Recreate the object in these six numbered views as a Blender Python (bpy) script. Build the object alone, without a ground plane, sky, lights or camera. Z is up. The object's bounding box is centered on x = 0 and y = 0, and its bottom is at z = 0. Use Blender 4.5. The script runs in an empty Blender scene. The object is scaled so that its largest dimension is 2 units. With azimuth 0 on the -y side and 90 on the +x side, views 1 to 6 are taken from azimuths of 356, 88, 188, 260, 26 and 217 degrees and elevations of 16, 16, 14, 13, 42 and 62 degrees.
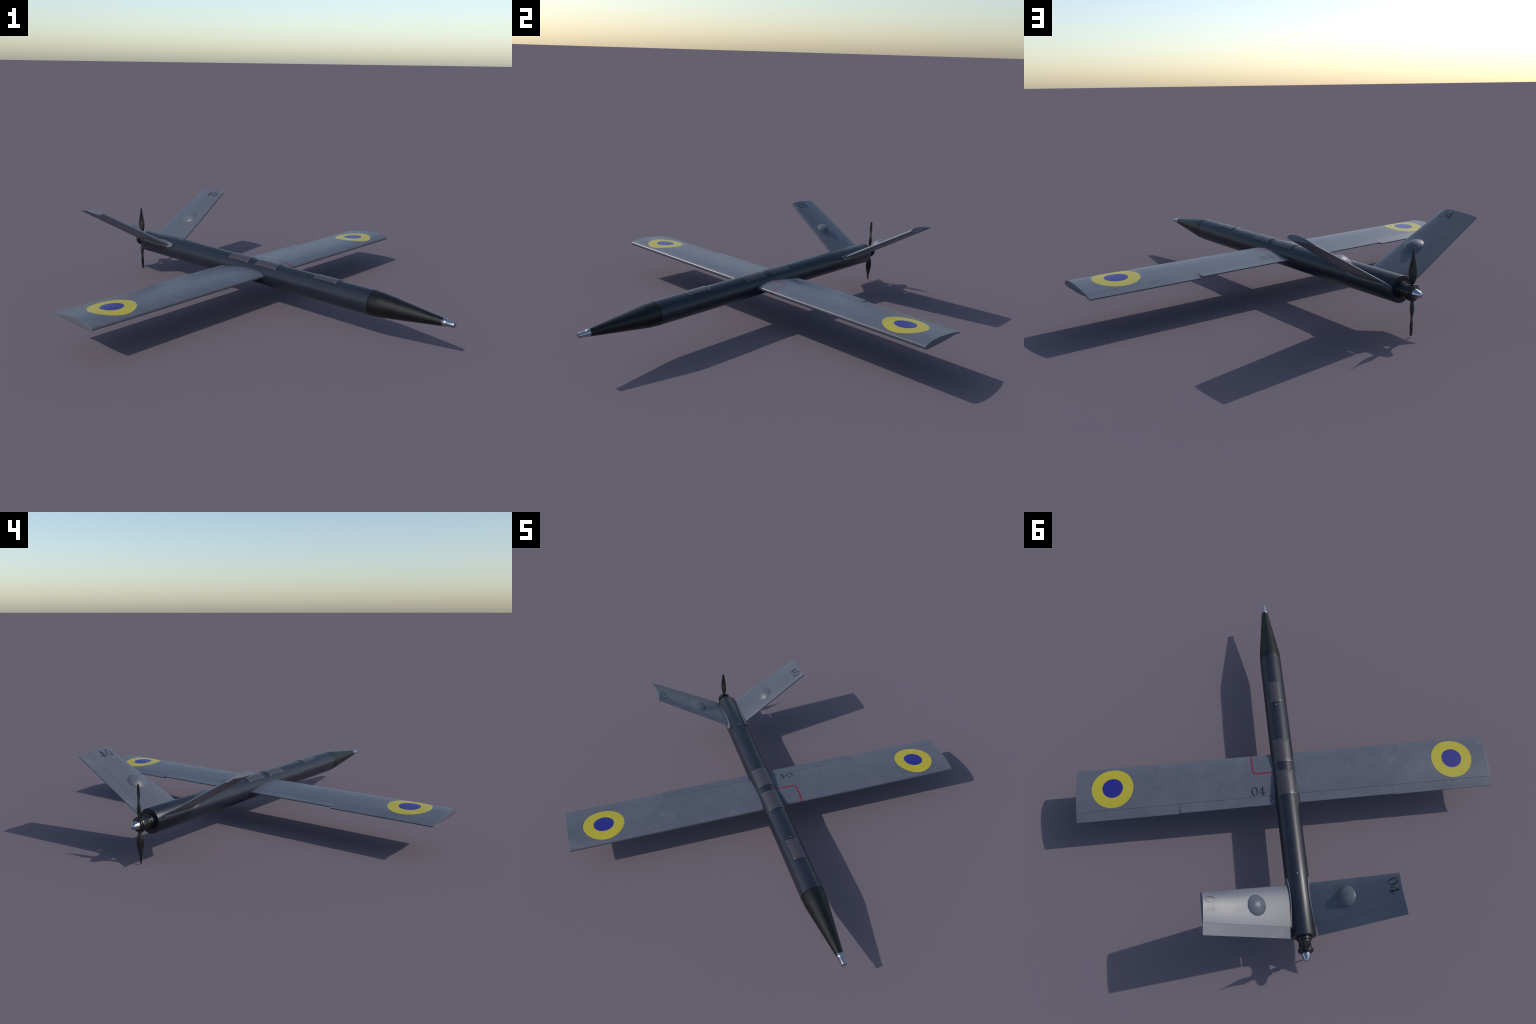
# Long slender fixed-wing drone: dark tube fuselage, straight grey wings, V tail, pusher propeller.
# Everything is modelled in the aircraft's own frame (x = span to port, y = aft, z = up);
# the root empty turns the aircraft 44 degrees about z.
import bpy, bmesh, math, random
import numpy as np
from mathutils import Vector, Matrix
from mathutils.geometry import delaunay_2d_cdt

random.seed(4)
TURN = math.radians(44.0)
AXIS_X = -0.0125          # the aircraft axis passes this far off the origin (along the span)
ZC = 0.2106               # height of the fuselage axis
R = 0.0668                # fuselage radius
FIN_ANGLE = math.radians(30.0)

# ------------------------------------------------------------------ helpers
def link(obj, parent):
    bpy.context.scene.collection.objects.link(obj)
    obj.parent = parent
    return obj

def mesh_object(name, verts, faces, mats, parent, smooth_angle=35.0, bevel=0.0, bevel_segments=2):
    me = bpy.data.meshes.new(name)
    me.from_pydata([tuple(v) for v in verts], [], faces)
    bm = bmesh.new(); bm.from_mesh(me)
    bmesh.ops.remove_doubles(bm, verts=bm.verts, dist=1e-6)
    bmesh.ops.recalc_face_normals(bm, faces=bm.faces)
    if bevel > 0:
        edges = [e for e in bm.edges if len(e.link_faces) == 2 and e.calc_face_angle(0) > math.radians(50)]
        bmesh.ops.bevel(bm, geom=edges, offset=bevel, segments=bevel_segments, profile=0.5,
                        affect='EDGES', clamp_overlap=True)
    bm.to_mesh(me); bm.free()
    for m in (mats if isinstance(mats, (list, tuple)) else [mats]):
        me.materials.append(m)
    me.polygons.foreach_set('use_smooth', [True] * len(me.polygons))
    me.set_sharp_from_angle(angle=math.radians(smooth_angle))
    return link(bpy.data.objects.new(name, me), parent)

def smooth_curve(points, t):
    """Monotone cubic through control points (x ascending)."""
    x = np.array([p[0] for p in points]); y = np.array([p[1] for p in points])
    h = np.diff(x); d = np.diff(y) / h
    m = np.zeros(len(x)); m[0] = d[0]; m[-1] = d[-1]
    for i in range(1, len(x) - 1):
        if d[i-1] * d[i] > 0:
            w1 = 2*h[i] + h[i-1]; w2 = h[i] + 2*h[i-1]
            m[i] = (w1 + w2) / (w1 / d[i-1] + w2 / d[i])
    t = np.clip(np.asarray(t, float), x[0], x[-1])
    k = np.clip(np.searchsorted(x, t) - 1, 0, len(h) - 1)
    s = (t - x[k]) / h[k]
    return ((1 + 2*s) * (1-s)**2 * y[k] + s * (1-s)**2 * h[k] * m[k]
            + s*s * (3 - 2*s) * y[k+1] + s*s * (s-1) * h[k] * m[k+1])

def lathe(name, profile, mat, parent, seg=96, cx=0.0, cz=ZC, smooth=35.0):
    """Turn (y, r) pairs about the fuselage axis; r == 0 closes with a pole."""
    verts, rings, faces = [], [], []
    for y, r in profile:
        if r <= 0:
            rings.append([len(verts)]); verts.append((cx, y, cz))
        else:
            rings.append(list(range(len(verts), len(verts) + seg)))
            for i in range(seg):
                a = 2 * math.pi * i / seg
                verts.append((cx + r * math.sin(a), y, cz + r * math.cos(a)))
    for A, B in zip(rings, rings[1:]):
        for i in range(seg):
            j = (i + 1) % seg
            if len(A) == 1 and len(B) == 1: continue
            if len(A) == 1: faces.append((A[0], B[i], B[j]))
            elif len(B) == 1: faces.append((A[i], B[0], A[j]))
            else: faces.append((A[i], B[i], B[j], A[j]))
    return mesh_object(name, verts, faces, mat, parent, smooth)

def loft(sections):
    """Closed loops of equal length -> verts, faces with both ends capped."""
    n = len(sections[0]); verts, faces = [], []
    for s in sections: verts += list(s)
    for k in range(len(sections) - 1):
        for i in range(n):
            j = (i + 1) % n
            faces.append((k*n+i, k*n+j, (k+1)*n+j, (k+1)*n+i))
    faces.append(tuple(range(n)))
    faces.append(tuple(range((len(sections)-1)*n, len(sections)*n)))
    return verts, faces

# ------------------------------------------------------------------ node helpers
class Nodes:
    def __init__(self, name):
        self.mat = bpy.data.materials.new(name); self.mat.use_nodes = True
        self.t = self.mat.node_tree; self.t.nodes.clear()
        self.out = self.t.nodes.new('ShaderNodeOutputMaterial')
        self.b = self.t.nodes.new('ShaderNodeBsdfPrincipled')
        self.t.links.new(self.b.outputs[0], self.out.inputs[0])
        self.coord = self.t.nodes.new('ShaderNodeTexCoord').outputs['Object']
    def put(self, sock, v):
        if hasattr(v, 'links') or isinstance(v, bpy.types.NodeSocket): self.t.links.new(v, sock)
        else: sock.default_value = v
    def math(self, op, a, b=0.0, c=0.0, clamp=False):
        n = self.t.nodes.new('ShaderNodeMath'); n.operation = op; n.use_clamp = clamp
        for i, v in enumerate((a, b, c)): self.put(n.inputs[i], v)
        return n.outputs[0]
    def xyz(self, v=None):
        n = self.t.nodes.new('ShaderNodeSeparateXYZ'); self.put(n.inputs[0], v or self.coord)
        return n.outputs
    def vec(self, x, y, z):
        n = self.t.nodes.new('ShaderNodeCombineXYZ')
        for i, v in enumerate((x, y, z)): self.put(n.inputs[i], v)
        return n.outputs[0]
    def mapping(self, scale=(1, 1, 1), loc=(0, 0, 0), v=None):
        n = self.t.nodes.new('ShaderNodeMapping'); self.put(n.inputs[0], v or self.coord)
        n.inputs['Scale'].default_value = scale; n.inputs['Location'].default_value = loc
        return n.outputs[0]
    def noise(self, scale, detail=3, rough=0.5, v=None, dist=0.0):
        n = self.t.nodes.new('ShaderNodeTexNoise'); self.put(n.inputs['Vector'], v or self.coord)
        n.inputs['Scale'].default_value = scale; n.inputs['Detail'].default_value = detail
        n.inputs['Roughness'].default_value = rough; n.inputs['Distortion'].default_value = dist
        return n.outputs[0]
    def ramp(self, x, a, b, lo=0.0, hi=1.0):
        n = self.t.nodes.new('ShaderNodeMapRange'); n.clamp = True
        for i, v in enumerate((x, a, b, lo, hi)): self.put(n.inputs[i], v)
        return n.outputs[0]
    def mix(self, f, a, b):
        n = self.t.nodes.new('ShaderNodeMix'); n.data_type = 'RGBA'
        self.put(n.inputs[0], f); self.put(n.inputs[6], a); self.put(n.inputs[7], b)
        return n.outputs[2]
    def bump(self, h, strength, dist):
        n = self.t.nodes.new('ShaderNodeBump'); n.inputs['Strength'].default_value = strength
        n.inputs['Distance'].default_value = dist; self.put(n.inputs['Height'], h)
        self.t.links.new(n.outputs[0], self.b.inputs['Normal'])
    def set(self, **kw):
        for k, v in kw.items(): self.put(self.b.inputs[k.replace('_', ' ')], v)
        return self.mat

def rgb(r, g, b): return (r, g, b, 1.0)

# ------------------------------------------------------------------ materials
PAINT = rgb(0.088, 0.094, 0.120)

def paint_base(N):
    """Worn blue-grey paint: cloudy gloss, faint pale scuffs."""
    cloud = N.noise(7.0, 5, 0.60, dist=0.4)
    fine = N.noise(45.0, 3, 0.6)
    col = N.mix(N.ramp(cloud, 0.35, 0.68), rgb(0.083, 0.090, 0.115), rgb(0.098, 0.105, 0.132))
    # wandering hairline scuffs, only in patches
    warp = N.noise(5.0, 4, 0.60, v=N.mapping((1, 1, 1), (3.1, 1.7, 0.4)), dist=1.6)
    line = N.ramp(N.math('ABSOLUTE', N.math('SUBTRACT', warp, 0.5)), 0.0, 0.016, 1.0, 0.0)
    patch = N.ramp(N.noise(3.6, 2, 0.5, v=N.mapping((1, 1, 1), (7.3, 2.2, 5.0))), 0.44, 0.60)
    scuff = N.math('MULTIPLY', N.math('MULTIPLY', line, patch), N.ramp(fine, 0.35, 0.6))
    col = N.mix(N.math('MULTIPLY', scuff, 0.36), col, rgb(0.20, 0.20, 0.235))
    rough = N.math('ADD', N.ramp(cloud, 0.32, 0.68, 0.35, 0.43), N.math('MULTIPLY', scuff, 0.06))
    return col, rough

def make_paint(name, duller=0.0):
    N = Nodes(name); col, rough = paint_base(N)
    if duller: rough = N.math('ADD', rough, duller)
    return N.set(Base_Color=col, Roughness=rough)

def make_wing_paint():
    N = Nodes('wing_paint'); col, rough = paint_base(N)
    x, y, z = N.xyz()
    # walkway outline: a red line with one rounded corner, port wing root only
    cx, cy, rad, half = 0.1835, -0.0777, 0.024, 0.0049
    qx = N.math('MAXIMUM', N.math('SUBTRACT', x, cx - rad), 0.0)
    qy = N.math('MAXIMUM', N.math('SUBTRACT', y, cy - rad), 0.0)
    d = N.math('SQRT', N.math('ADD', N.math('MULTIPLY', qx, qx), N.math('MULTIPLY', qy, qy)))
    d = N.math('ABSOLUTE', N.math('SUBTRACT', d, rad))
    red = N.math('MULTIPLY', N.ramp(d, half - 0.0007, half + 0.0007, 1.0, 0.0), N.math('GREATER_THAN', x, 0.0))
    col = N.mix(red, col, rgb(0.17, 0.012, 0.022))
    # two-tone disc near each tip
    dx = N.math('SUBTRACT', N.math('ABSOLUTE', x), 0.995); dy = N.math('ADD', y, 0.067)
    d = N.math('SQRT', N.math('ADD', N.math('MULTIPLY', dx, dx), N.math('MULTIPLY', dy, dy)))
    col = N.mix(N.ramp(d, 0.1180, 0.1196, 1.0, 0.0), col, rgb(0.41, 0.345, 0.024))
    col = N.mix(N.ramp(d, 0.0580, 0.0594, 1.0, 0.0), col, rgb(0.016, 0.016, 0.190))
    return N.set(Base_Color=col, Roughness=rough)

def make_simple(name, color, rough, metallic=0.0, **kw):
    N = Nodes(name)
    return N.set(Base_Color=rgb(*color), Roughness=rough, Metallic=metallic, **kw)

def make_tube():
    N = Nodes('fuselage_paint')
    c = N.noise(5.0, 4, 0.6)
    col = N.mix(N.ramp(c, 0.3, 0.7), rgb(0.0100, 0.0122, 0.0215), rgb(0.0125, 0.0150, 0.0255))
    return N.set(Base_Color=col, Roughness=N.ramp(c, 0.3, 0.7, 0.34, 0.39))

def make_nose():
    N = Nodes('nose_composite')
    c = N.noise(55.0, 4, 0.7); big = N.noise(12.0, 3, 0.6)
    col = N.mix(N.ramp(c, 0.35, 0.7), rgb(0.0018, 0.0022, 0.0026), rgb(0.0052, 0.0056, 0.0052))
    N.bump(N.noise(160.0, 3, 0.6), 0.5, 0.001)
    return N.set(Base_Color=col, Specular_IOR_Level=0.36, Roughness=N.math('ADD', N.ramp(big, 0.35, 0.65, 0.29, 0.42), N.ramp(c, 0.3, 0.7, 0.0, 0.12)))

M_WING = make_wing_paint()
M_PAINT = make_paint('grey_paint')
M_FAIRING = make_paint('fairing_paint', 0.06)
M_TUBE = make_tube()
M_NOSE = make_nose()
M_PANEL = make_simple('access_panel_paint', (0.047, 0.041, 0.050), 0.37)
M_METAL = make_simple('bare_aluminium', (0.40, 0.42, 0.46), 0.27, 1.0)
M_CHROME = make_simple('polished_spinner', (0.46, 0.48, 0.52), 0.17, 1.0)
M_SCREW = make_simple('screw_steel', (0.45, 0.50, 0.56), 0.32, 1.0)
M_MOTOR = make_simple('motor_black', (0.0065, 0.0068, 0.0072), 0.29)
M_GAP = make_simple('dark_gap', (0.006, 0.006, 0.007), 0.7)
M_PROP = make_simple('propeller_composite', (0.014, 0.014, 0.014), 0.42)
M_DIGIT = make_simple('marking_black', (0.006, 0.0065, 0.007), 0.36)
M_FLANGE = make_simple('flange_paint', (0.098, 0.103, 0.128), 0.42)

# ------------------------------------------------------------------ root
root = bpy.data.objects.new('fixed_wing_drone', None)
bpy.context.scene.collection.objects.link(root)
root.empty_display_size = 0.1
root.rotation_euler = (0, 0, TURN)
root.location = (AXIS_X * math.cos(TURN), AXIS_X * math.sin(TURN), 0)
root['label'] = 'slender black and grey drone with straight wings and V tail'
root['category'] = 'drone aircraft'

# ------------------------------------------------------------------ fuselage
fuselage = lathe('fuselage', [(-0.8935, 0), (-0.8935, 0.0660), (-0.8928, R), (-0.60, R), (-0.2, R), (0.2, R), (0.5, R),
                              (0.8906, R), (0.8920, 0.0662), (0.8930, 0.0650), (0.8930, 0)], M_TUBE, root, 128)

def panel(y0, y1, half_deg, height=0.0034):
    """Curved cover lying on the tube's back."""
    na, ny = 24, 6
    verts, faces = [], []
    for rr in (R - 0.002, R + height):
        for k in range(ny + 1):
            y = y0 + (y1 - y0) * k / ny
            for i in range(na + 1):
                a = math.radians(-half_deg + 2 * half_deg * i / na)
                verts.append((rr * math.sin(a), y, ZC + rr * math.cos(a)))
    w = na + 1; L = w * (ny + 1)
    for k in range(ny):
        for i in range(na):
            q = (k*w+i, k*w+i+1, (k+1)*w+i+1, (k+1)*w+i)
            faces.append(tuple(L + v for v in q)); faces.append(q)
    rim = [i for i in range(w)] + [k*w+na for k in range(1, ny+1)] + [ny*w+i for i in range(na-1, -1, -1)] + [k*w for k in range(ny-1, 0, -1)]
    for a, b in zip(rim, rim[1:] + rim[:1]): faces.append((a, b, L+b, L+a))
    return mesh_object('access_panel', verts, faces, M_PANEL, fuselage, 35, 0.0030, 4)

def dome_mesh(name, r, h, seg=16, rings=4):
    verts = [(0, 0, h)]; faces = []
    for k in range(1, rings + 1):
        a = math.pi / 2 * k / rings
        for i in range(seg):
            t = 2 * math.pi * i / seg
            verts.append((r * math.sin(a) * math.cos(t), r * math.sin(a) * math.sin(t), h * math.cos(a)))
    for i in range(seg): verts.append((r * math.cos(2*math.pi*i/seg), r * math.sin(2*math.pi*i/seg), -h))
    for i in range(seg):
        j = (i + 1) % seg
        faces.append((0, 1 + i, 1 + j))
        for k in range(rings):
            faces.append((1+k*seg+i, 1+(k+1)*seg+i, 1+(k+1)*seg+j, 1+k*seg+j))
    faces.append(tuple(1 + rings*seg + i for i in range(seg)))
    me = bpy.data.meshes.new(name); me.from_pydata(verts, [], faces)
    bm = bmesh.new(); bm.from_mesh(me); bmesh.ops.recalc_face_normals(bm, faces=bm.faces); bm.to_mesh(me); bm.free()
    me.polygons.foreach_set('use_smooth', [True] * len(me.polygons))
    return me

screw_me = dome_mesh('screw', 0.0022, 0.0011); screw_me.materials.append(M_SCREW)
bolt_me = dome_mesh('bolt', 0.0034, 0.0016); bolt_me.materials.append(M_SCREW)

flush_me = dome_mesh('flush_bolt', 0.0036, 0.0012); flush_me.materials.append(M_FLANGE)

def on_tube(name, me, y, deg, rr, parent):
    a = math.radians(deg)
    o = link(bpy.data.objects.new(name, me), parent)
    o.location = (rr * math.sin(a), y, ZC + rr * math.cos(a)); o.rotation_euler = (0, a, 0)
    return o

for y0, y1, half in ((-0.6830, -0.5360, 29.5), (-0.2745, -0.1205, 44.0), (-0.0660, 0.0905, 44.0)):
    panel(y0, y1, half)
    for y in (y0 + 0.0075, y1 - 0.0075):
        for s in (-1, 1): on_tube('screw', screw_me, y, s * (half - 3.2), R + 0.0033, fuselage)
on_tube('bolt', bolt_me, -0.5175, 0, R, fuselage)
on_tube('bolt', bolt_me, 0.5626, 0, R, fuselage)

# ------------------------------------------------------------------ nose
nose_prof = [(-0.8925, 0), (-0.8925, 0.0632), (-0.8955, 0.0632), (-0.8960, 0.0646), (-0.8980, 0.0653)]
cone_pts = [(-1.2795, 0.0200), (-1.25, 0.0238), (-1.10, 0.0434), (-0.97, 0.0604), (-0.957, 0.0620), (-0.946, 0.0632), (-0.935, 0.0641), (-0.9, 0.0654)]
for y in np.linspace(-0.903, -1.2785, 60):
    nose_prof.append((float(y), float(smooth_curve(cone_pts, [y])[0])))
nose_prof += [(-1.2800, 0.0196), (-1.2800, 0)]
nose = lathe('nose_cone', nose_prof, M_NOSE, root, 96)
lathe('nose_gap_ring', [(-0.8938, 0.05), (-0.8938, 0.0660), (-0.8952, 0.0660), (-0.8952, 0.05)], M_GAP, nose, 96)
lathe('nose_probe', [(-1.278, 0), (-1.278, 0.0180), (-1.2803, 0.0190), (-1.2812, 0.0194), (-1.2950, 0.0194), (-1.2962, 0.0188),
                     (-1.2990, 0.0176), (-1.3004, 0.0158), (-1.3010, 0.0147), (-1.3378, 0.0147), (-1.3392, 0.0142), (-1.3400, 0.0130),
                     (-1.3400, 0)], M_METAL, nose, 64, smooth=28)

# ------------------------------------------------------------------ wing section (y, z), z in the world frame
LE, HINGE, TE = -0.2055, 0.0655, 0.1200
TOP = [(-0.2055, 0.2105), (-0.2053, 0.2135), (-0.2044, 0.2165), (-0.2025, 0.2190), (-0.1990, 0.2212), (-0.1900, 0.2247), (-0.1775, 0.2285), (-0.1580, 0.2322), (-0.1300, 0.2348),
       (-0.1050, 0.2352), (-0.0750, 0.2342), (-0.0300, 0.2304), (0.0000, 0.2273), (0.0350, 0.2225), (0.0655, 0.2174)]
BOT = [(-0.2055, 0.2105), (-0.2051, 0.2070), (-0.2035, 0.2040), (-0.2000, 0.2020), (-0.1900, 0.2006), (-0.1700, 0.1994), (-0.1300, 0.1984), (-0.0500, 0.1990),
       (0.0000, 0.2012), (0.0600, 0.2058)]
def top_z(y): return float(smooth_curve(TOP, [y])[0])
def bot_z(y): return float(smooth_curve(BOT, [y])[0])

def ease(n, a, b, p=2.2):
    """n+1 stations from a to b, crowded near a."""
    return [a + (b - a) * (i / n) ** p for i in range(n + 1)]

def main_loop():
    up = [(y, top_z(y)) for y in ease(40, LE, HINGE)]
    lo = [(y, bot_z(y)) for y in ease(34, LE, 0.0600)]
    # support points next to the sharp hinge corner keep the skin's shading flat there
    up.insert(-1, (HINGE - 0.0012, top_z(HINGE - 0.0012)))
    lo.insert(-1, (0.0588, bot_z(0.0588)))
    return up + lo[:0:-1]

def split_upper(obj):
    """Markings are on the upper skin and round the leading edge; the underside is plain."""
    for p in obj.data.polygons:
        p.material_index = 0 if p.normal.z > -0.45 else 1

SHIFT, LIFT = -0.0012, 0.0005   # wing datum a touch forward and up
def build_wing(side):
    stations = [0.040] + list(np.linspace(0.075, 1.2014, 24)) + [1.2030]
    v, f = loft([[(side * x, y + SHIFT, z + LIFT) for y, z in main_loop()] for x in stations])
    wing = mesh_object('wing', v, f, [M_WING, M_PAINT], root, 40, 0.0004, 2)
    split_upper(wing)
    def surface(name, x0, x1, te_top, te_bot, y_te, parent):
        hz, hb, y0 = top_z(HINGE), 0.2054, HINGE + 0.0011
        sec = [(y0, hz - 0.0001)]
        for t in (0.33, 0.67, 1.0): sec.append((y0 + (y_te - y0) * t, hz - 0.0001 + (te_top - hz + 0.0001) * t))
        for t in (0.0, 0.5, 1.0): sec.append((y_te + (0.0640 - y_te) * t, te_bot + (hb - te_bot) * t))
        sec += [(0.0590, hb + 0.0012), (0.0590, hz - 0.0032), (y0, hz - 0.0026)]   # tongue closing the hinge gap
        v, f = loft([[(side * x, y + SHIFT, z + LIFT) for y, z in sec] for x in np.linspace(x0, x1, 8)])
        return mesh_object(name, v, f, [M_WING], parent, 25)
    surface('aileron', 0.6152, 1.2022, 0.2044, 0.1986, TE, wing)
    surface('flap', 0.0712, 0.6138, 0.2118, 0.2060, TE, wing)
    return wing

wing_port = build_wing(1)
wing_starboard = build_wing(-1)

# ------------------------------------------------------------------ serif digits, draped on a surface
def digit_zero():
    outer, inner = [], []
    for i in range(56):
        t = 2 * math.pi * i / 56
        outer.append((0.345 + 0.345 * math.cos(t), 0.5 + 0.51 * math.sin(t)))
        ux, uy = 0.222 * math.cos(t), 0.462 * math.sin(t); a = math.radians(7)
        inner.append((0.345 + ux * math.cos(a) - uy * math.sin(a), 0.5 + ux * math.sin(a) + uy * math.cos(a)))
    return outer, inner
def digit_four(x0=0.78):
    o = [(0.475, 1.0), (0.0, 0.275), (0.0, 0.225), (0.375, 0.225), (0.375, 0.085), (0.345, 0.050), (0.255, 0.030), (0.255, 0.0),
         (0.635, 0.0), (0.635, 0.030), (0.545, 0.050), (0.515, 0.085), (0.515, 0.225), (0.590, 0.225), (0.635, 0.200), (0.668, 0.130),
         (0.690, 0.130), (0.690, 0.420), (0.668, 0.420), (0.635, 0.320), (0.590, 0.282), (0.515, 0.282), (0.515, 1.0)]
    i = [(0.375, 0.282), (0.075, 0.282), (0.375, 0.745)]
    return [(x + x0, y) for x, y in o], [(x + x0, y) for x, y in i]

def inside(p, poly):
    c = False; n = len(poly)
    for i in range(n):
        (x1, y1), (x2, y2) = poly[i], poly[i-1]
        if (y1 > p[1]) != (y2 > p[1]) and p[0] < (x2 - x1) * (p[1] - y1) / (y2 - y1) + x1: c = not c
    return c

def densify(poly, step):
    out = []
    for a, b in zip(poly, poly[1:] + poly[:1]):
        n = max(1, int(math.hypot(b[0]-a[0], b[1]-a[1]) / step))
        out += [(a[0] + (b[0]-a[0]) * k / n, a[1] + (b[1]-a[1]) * k / n) for k in range(n)]
    return out

def number_marking(place, parent):
    """place(a, b, lift) -> point; a runs along the writing, b up, unit = digit height."""
    verts, faces = [], []
    for outer, inner in (digit_zero(), digit_four()):
        o, i = densify(outer, 0.08), densify(inner, 0.08)
        pts = [Vector(p) for p in o + i]
        edges = [(k, (k + 1) % len(o)) for k in range(len(o))]
        edges += [(len(o) + k, len(o) + (k + 1) % len(i)) for k in range(len(i))]
        pv, pe, pf, *_ = delaunay_2d_cdt(pts, edges, [], 0, 1e-6)
        keep = []
        for t in pf:
            c = (sum(pv[k].x for k in t) / len(t), sum(pv[k].y for k in t) / len(t))
            if inside(c, o) and not inside(c, i): keep.append(tuple(t))
        base = len(verts); n = len(pv)
        verts += [place(p.x, p.y, 0.00035) for p in pv] + [place(p.x, p.y, -0.0008) for p in pv]
        count = {}
        for t in keep:
            faces.append(tuple(base + k for k in t)); faces.append(tuple(base + n + k for k in reversed(t)))
            for a, b in zip(t, t[1:] + t[:1]):
                e = (min(a, b), max(a, b)); count[e] = count.get(e, 0) + 1
        for (a, b), c in count.items():
            if c == 1: faces.append((base+a, base+b, base+n+b, base+n+a))
    return mesh_object('number_marking', verts, faces, M_DIGIT, parent, 30)

H = 0.0535
number_marking(lambda a, b, l: (0.2015 - a * H * 1.0, 0.0568 - b * H, top_z(0.0568 - b * H - SHIFT) + LIFT + l), wing_port)

# ------------------------------------------------------------------ V tail
cF, sF = math.cos(FIN_ANGLE), math.sin(FIN_ANGLE)
FIN_HINGE, FIN_TE, S_ROOT, S_TIP = 0.8432, 0.9012, 0.050, 0.5785
def fin_le(s): return 0.6150 + (s - 0.0755) * (0.6882 - 0.6150) / (0.5790 - 0.0755)
FIN_UP, FIN_DOWN = 0.60, 0.86   # thickness relative to the wing; constant along the fin, only the chord tapers
def fin_pos(side, s, y, n): return (side * (s * cF - n * sF), y, ZC + s * sF + n * cF)
REF = 0.2105
N0 = -0.0037
def fin_map(s, y):   # fin chord station -> wing section station
    return LE + (y - fin_le(s)) / (FIN_HINGE - fin_le(s)) * (HINGE - LE)
def fin_top(s, y): return N0 + FIN_UP * (top_z(fin_map(s, y)) - REF)

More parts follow.
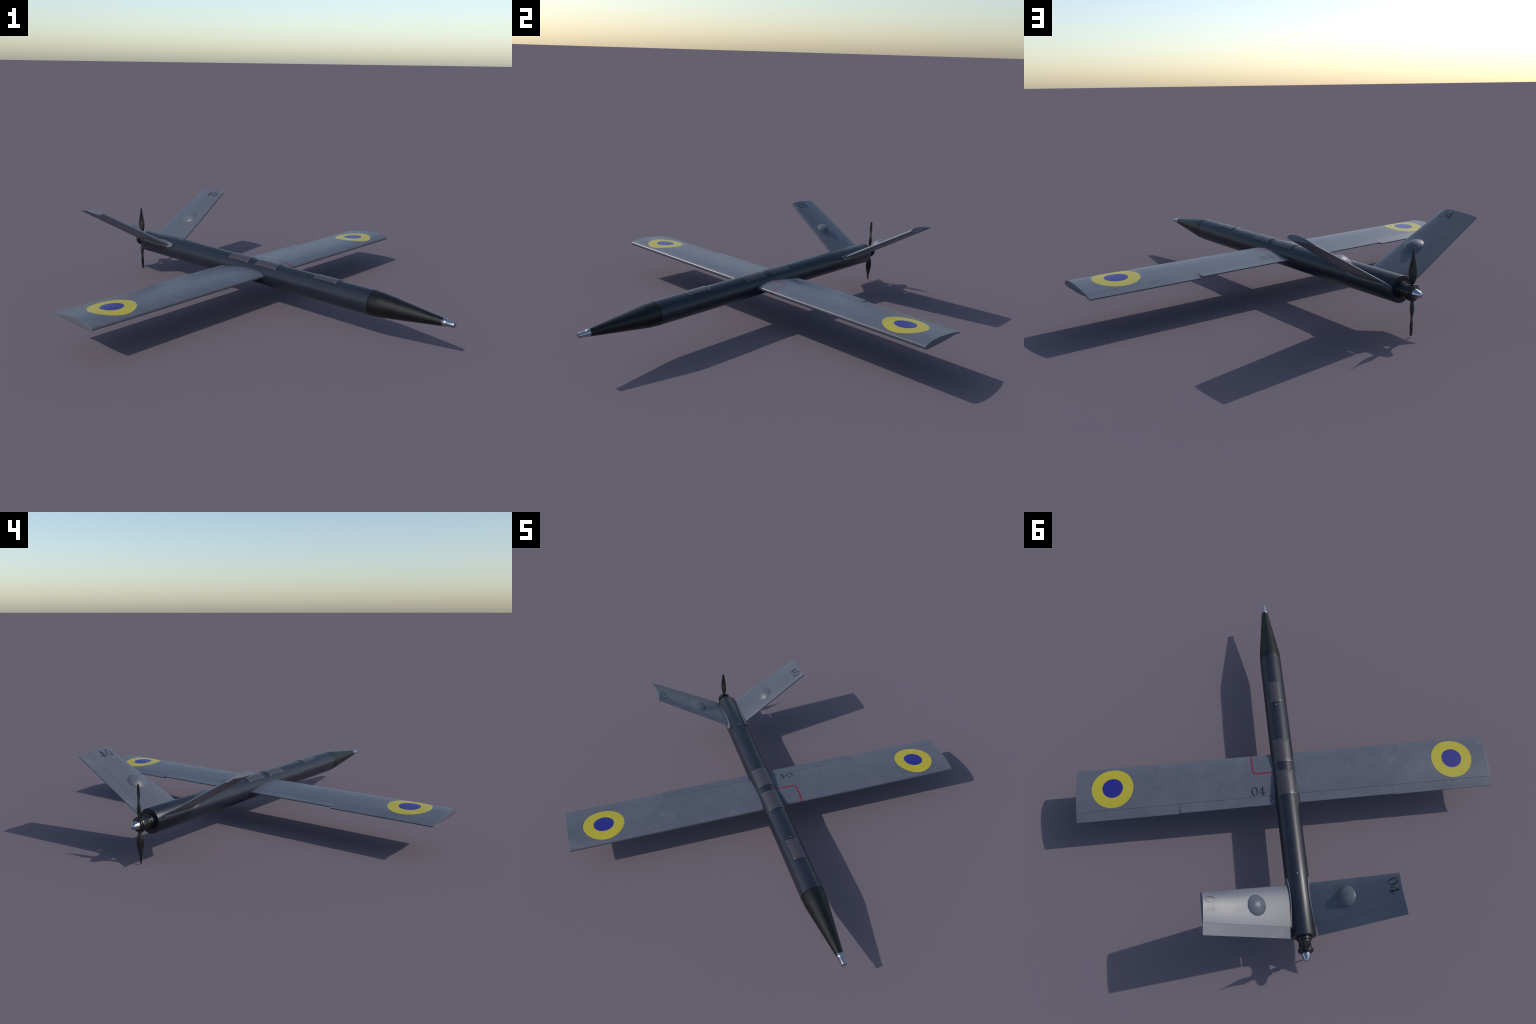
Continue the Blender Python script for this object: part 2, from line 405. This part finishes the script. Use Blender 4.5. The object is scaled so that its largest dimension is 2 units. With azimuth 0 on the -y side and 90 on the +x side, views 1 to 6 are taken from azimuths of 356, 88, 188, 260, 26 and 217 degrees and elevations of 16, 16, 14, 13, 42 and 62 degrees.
def build_fin(side):
    secs = []
    for s in [S_ROOT] + list(np.linspace(0.075, S_TIP - 0.0014, 14)) + [S_TIP]:
        y0 = fin_le(s)
        g = (FIN_HINGE - y0) / (HINGE - LE)
        secs.append([fin_pos(side, s, y0 + (y - LE) * g, N0 + (FIN_UP if z > REF else FIN_DOWN) * (z - REF)) for y, z in main_loop()])
    v, f = loft(secs)
    fin = mesh_object('tail_fin', v, f, [M_PAINT], root, 40, 0.0003, 2)
    # elevator
    secs = []
    for s in np.linspace(0.0785, 0.5795, 8):
        ht = N0 + FIN_UP * (top_z(HINGE) - REF) - 0.0002; hb = N0 + FIN_DOWN * (0.2058 - REF)
        tt, tb = -0.0112, -0.0157
        y0 = FIN_HINGE + 0.0004
        sec = [(y0, ht)]
        for t in (0.35, 0.7, 1.0): sec.append((y0 + (FIN_TE - y0) * t, ht + (tt - ht) * t))
        for t in (0.0, 0.5, 1.0): sec.append((FIN_TE + (FIN_HINGE - 0.001 - FIN_TE) * t, tb + (hb - tb) * t))
        sec += [(FIN_HINGE - 0.0055, hb + 0.0012), (FIN_HINGE - 0.0055, ht - 0.0024), (y0, ht - 0.0016)]   # tongue closing the hinge gap
        secs.append([fin_pos(side, s - 0.0022 * (s / 0.5795) * (y - FIN_HINGE) / (FIN_TE - FIN_HINGE), y, n) for y, n in sec])
    v, f = loft(secs)
    mesh_object('elevator', v, f, [M_PAINT], fin, 25)
    # servo fairing: a low faceted dome on the upper skin
    sc, yc, rad, hgt, seg = 0.2735, 0.7395, 0.0525, 0.0260, 12
    verts = [fin_pos(side, sc, yc, 0.0090 + hgt)]; faces = []
    rings = [(0.48, 0.77), (0.92, 0.26), (1.07, 0.03), (1.12, -0.30), (1.12, -0.6)]
    for u, hh in rings:
        for i in range(seg):
            t = 2 * math.pi * (i + 0.5) / seg
            verts.append(fin_pos(side, sc + rad * u * math.cos(t), yc + rad * u * math.sin(t), 0.0090 + hgt * hh))
    for i in range(seg):
        j = (i + 1) % seg; faces.append((0, 1+i, 1+j))
        for k in range(len(rings) - 1): faces.append((1+k*seg+i, 1+(k+1)*seg+i, 1+(k+1)*seg+j, 1+k*seg+j))
    faces.append(tuple(1 + (len(rings)-1)*seg + i for i in range(seg)))
    mesh_object('servo_fairing', verts, faces, [M_FAIRING], fin, 80)
    # saddle flange hugging the tube round the fin root, rounded at the front
    RF = R + 0.0058
    ctl = [(0.5790, -1.5, 1.5), (0.5805, -6.0, 5.0), (0.5850, -10.0, 8.6), (0.5930, -13.0, 10.5), (0.6050, -15.0, 11.8), (0.6250, -16.6, 13.4),
           (0.6500, -17.0, 15.2), (0.6800, -17.0, 16.0), (0.7100, -16.9, 15.0), (0.7400, -16.6, 13.0), (0.7800, -15.6, 9.6),
           (0.8200, -14.0, 5.4), (0.8460, -12.6, 2.0), (0.8510, -10.5, 0.5)]
    ys = [0.5790, 0.5797, 0.5805, 0.5825, 0.5850, 0.5885, 0.5930] + list(np.linspace(0.605, 0.846, 22)) + [0.8490, 0.8510]
    lo = smooth_curve([(c[0], c[1]) for c in ctl], ys); hi = smooth_curve([(c[0], c[2]) for c in ctl], ys)
    na = 10; verts, faces = [], []
    for rr in (R - 0.003, RF):
        for k, y in enumerate(ys):
            for i in range(na + 1):
                a = math.radians(60.0 - (lo[k] + (hi[k] - lo[k]) * i / na))
                verts.append((side * rr * math.sin(a), y, ZC + rr * math.cos(a)))
    w = na + 1; ny = len(ys) - 1; L = w * (ny + 1)
    for k in range(ny):
        for i in range(na):
            q = (k*w+i, k*w+i+1, (k+1)*w+i+1, (k+1)*w+i)
            faces.append(tuple(L + t for t in q)); faces.append(q)
    rim = list(range(w)) + [k*w+na for k in range(1, ny+1)] + [ny*w+i for i in range(na-1, -1, -1)] + [k*w for k in range(ny-1, 0, -1)]
    for a, b in zip(rim, rim[1:] + rim[:1]): faces.append((a, b, L+b, L+a))
    mesh_object('mounting_flange', verts, faces, M_FLANGE, fin, 40, 0.0012, 2)
    on_tube('bolt', flush_me, 0.5965, side * 60.0, RF - 0.0006, fin)
    number_marking(lambda a, b, l: fin_pos(side, 0.5105 + b * 0.0535, 0.7090 + a * 0.0540, fin_top(0.5105 + b * 0.0535, 0.7090 + a * 0.0540) + l), fin)
    return fin

build_fin(1); build_fin(-1)

# ------------------------------------------------------------------ motor and propeller
motor = lathe('motor', [(0.886, 0), (0.886, 0.0402), (0.9088, 0.0402), (0.9102, 0.0396), (0.9108, 0.0380), (0.9112, 0.0340), (0.9140, 0.0332),
                        (0.9300, 0.0328), (0.9308, 0.0334), (0.9440, 0.0334), (0.9450, 0.0322), (0.9480, 0.0320), (0.9480, 0)],
              M_MOTOR, root, 72)
hub = lathe('propeller_hub', [(0.9475, 0), (0.9475, 0.0325), (0.9528, 0.0325), (0.9534, 0.0330), (0.9540, 0.0392), (0.9552, 0.0402), (0.9705, 0.0402), (0.9718, 0.0394),
                              (0.9724, 0.0350), (0.9729, 0.0332), (0.9768, 0.0324), (0.9782, 0.0306), (0.9790, 0.0262), (0.9790, 0)],
            M_MOTOR, root, 72)
spin_pts = [(0.9780, 0.0240), (0.9830, 0.0234), (0.9900, 0.0218), (1.0000, 0.0188), (1.0080, 0.0157), (1.0125, 0.0128), (1.0160, 0.0092), (1.0183, 0.0048), (1.0190, 0.0)]
prof = [(0.9770, 0.0), (0.9770, 0.0238)] + [(float(y), max(float(smooth_curve(spin_pts, [y])[0]), 0.0)) for y in np.linspace(0.9785, 1.0183, 26)] + [(1.0188, 0.0028), (1.0190, 0.0)]
lathe('spinner', prof, M_CHROME, hub, 64)

# radius, chord, pitch in degrees, thickness
BL = [(0.028, 0.0150, 46, 0.0120), (0.042, 0.0165, 46, 0.0140), (0.054, 0.0245, 46, 0.0180), (0.066, 0.0315, 46, 0.0204), (0.077, 0.0355, 45, 0.0210), (0.090, 0.0375, 44, 0.0185), (0.103, 0.0372, 41, 0.0146),
      (0.120, 0.0332, 33, 0.0084), (0.135, 0.0302, 25, 0.0064), (0.150, 0.0272, 12, 0.0060), (0.165, 0.0222, 3, 0.0054), (0.178, 0.0186, -4, 0.0050), (0.195, 0.0155, -7, 0.0045), (0.2040, 0.0135, -8, 0.0040),
      (0.2085, 0.0095, -8, 0.0030), (0.2108, 0.0030, -8, 0.0014)]
def blade_mesh():
    secs = []
    rs = list(np.linspace(0.028, 0.205, 30)) + [0.2070, 0.2085, 0.2097, 0.2105, 0.2108]
    for r in rs:
        c, be, th = (float(smooth_curve([(b[0], b[k]) for b in BL], [r])[0]) for k in (1, 2, 3))
        be = math.radians(be); sec = []
        for i in range(20):
            t = 2 * math.pi * i / 20
            # lozenge-like section near the root, thin and slightly hooked further out
            u = math.cos(t) * c / 2; w = math.copysign(abs(math.sin(t)) ** 1.35, math.sin(t)) * th / 2 + 0.03 * c * (math.sin(t) ** 2)
            sec.append((u * math.cos(-be) - w * math.sin(-be), u * math.sin(-be) + w * math.cos(-be), r))
        secs.append(sec)
    return loft(secs)
v, f = blade_mesh()
blade = mesh_object('blade', v, f, M_PROP, hub, 50)
blade.location = (0, 0.9620, ZC); blade.scale.z = ZC / 0.2108   # the lower tip just reaches the ground
second = link(bpy.data.objects.new('blade', blade.data), hub)
second.location = (0, 0.9620, ZC); second.rotation_euler = (0, math.pi, 0); second.scale.z = ZC / 0.2108
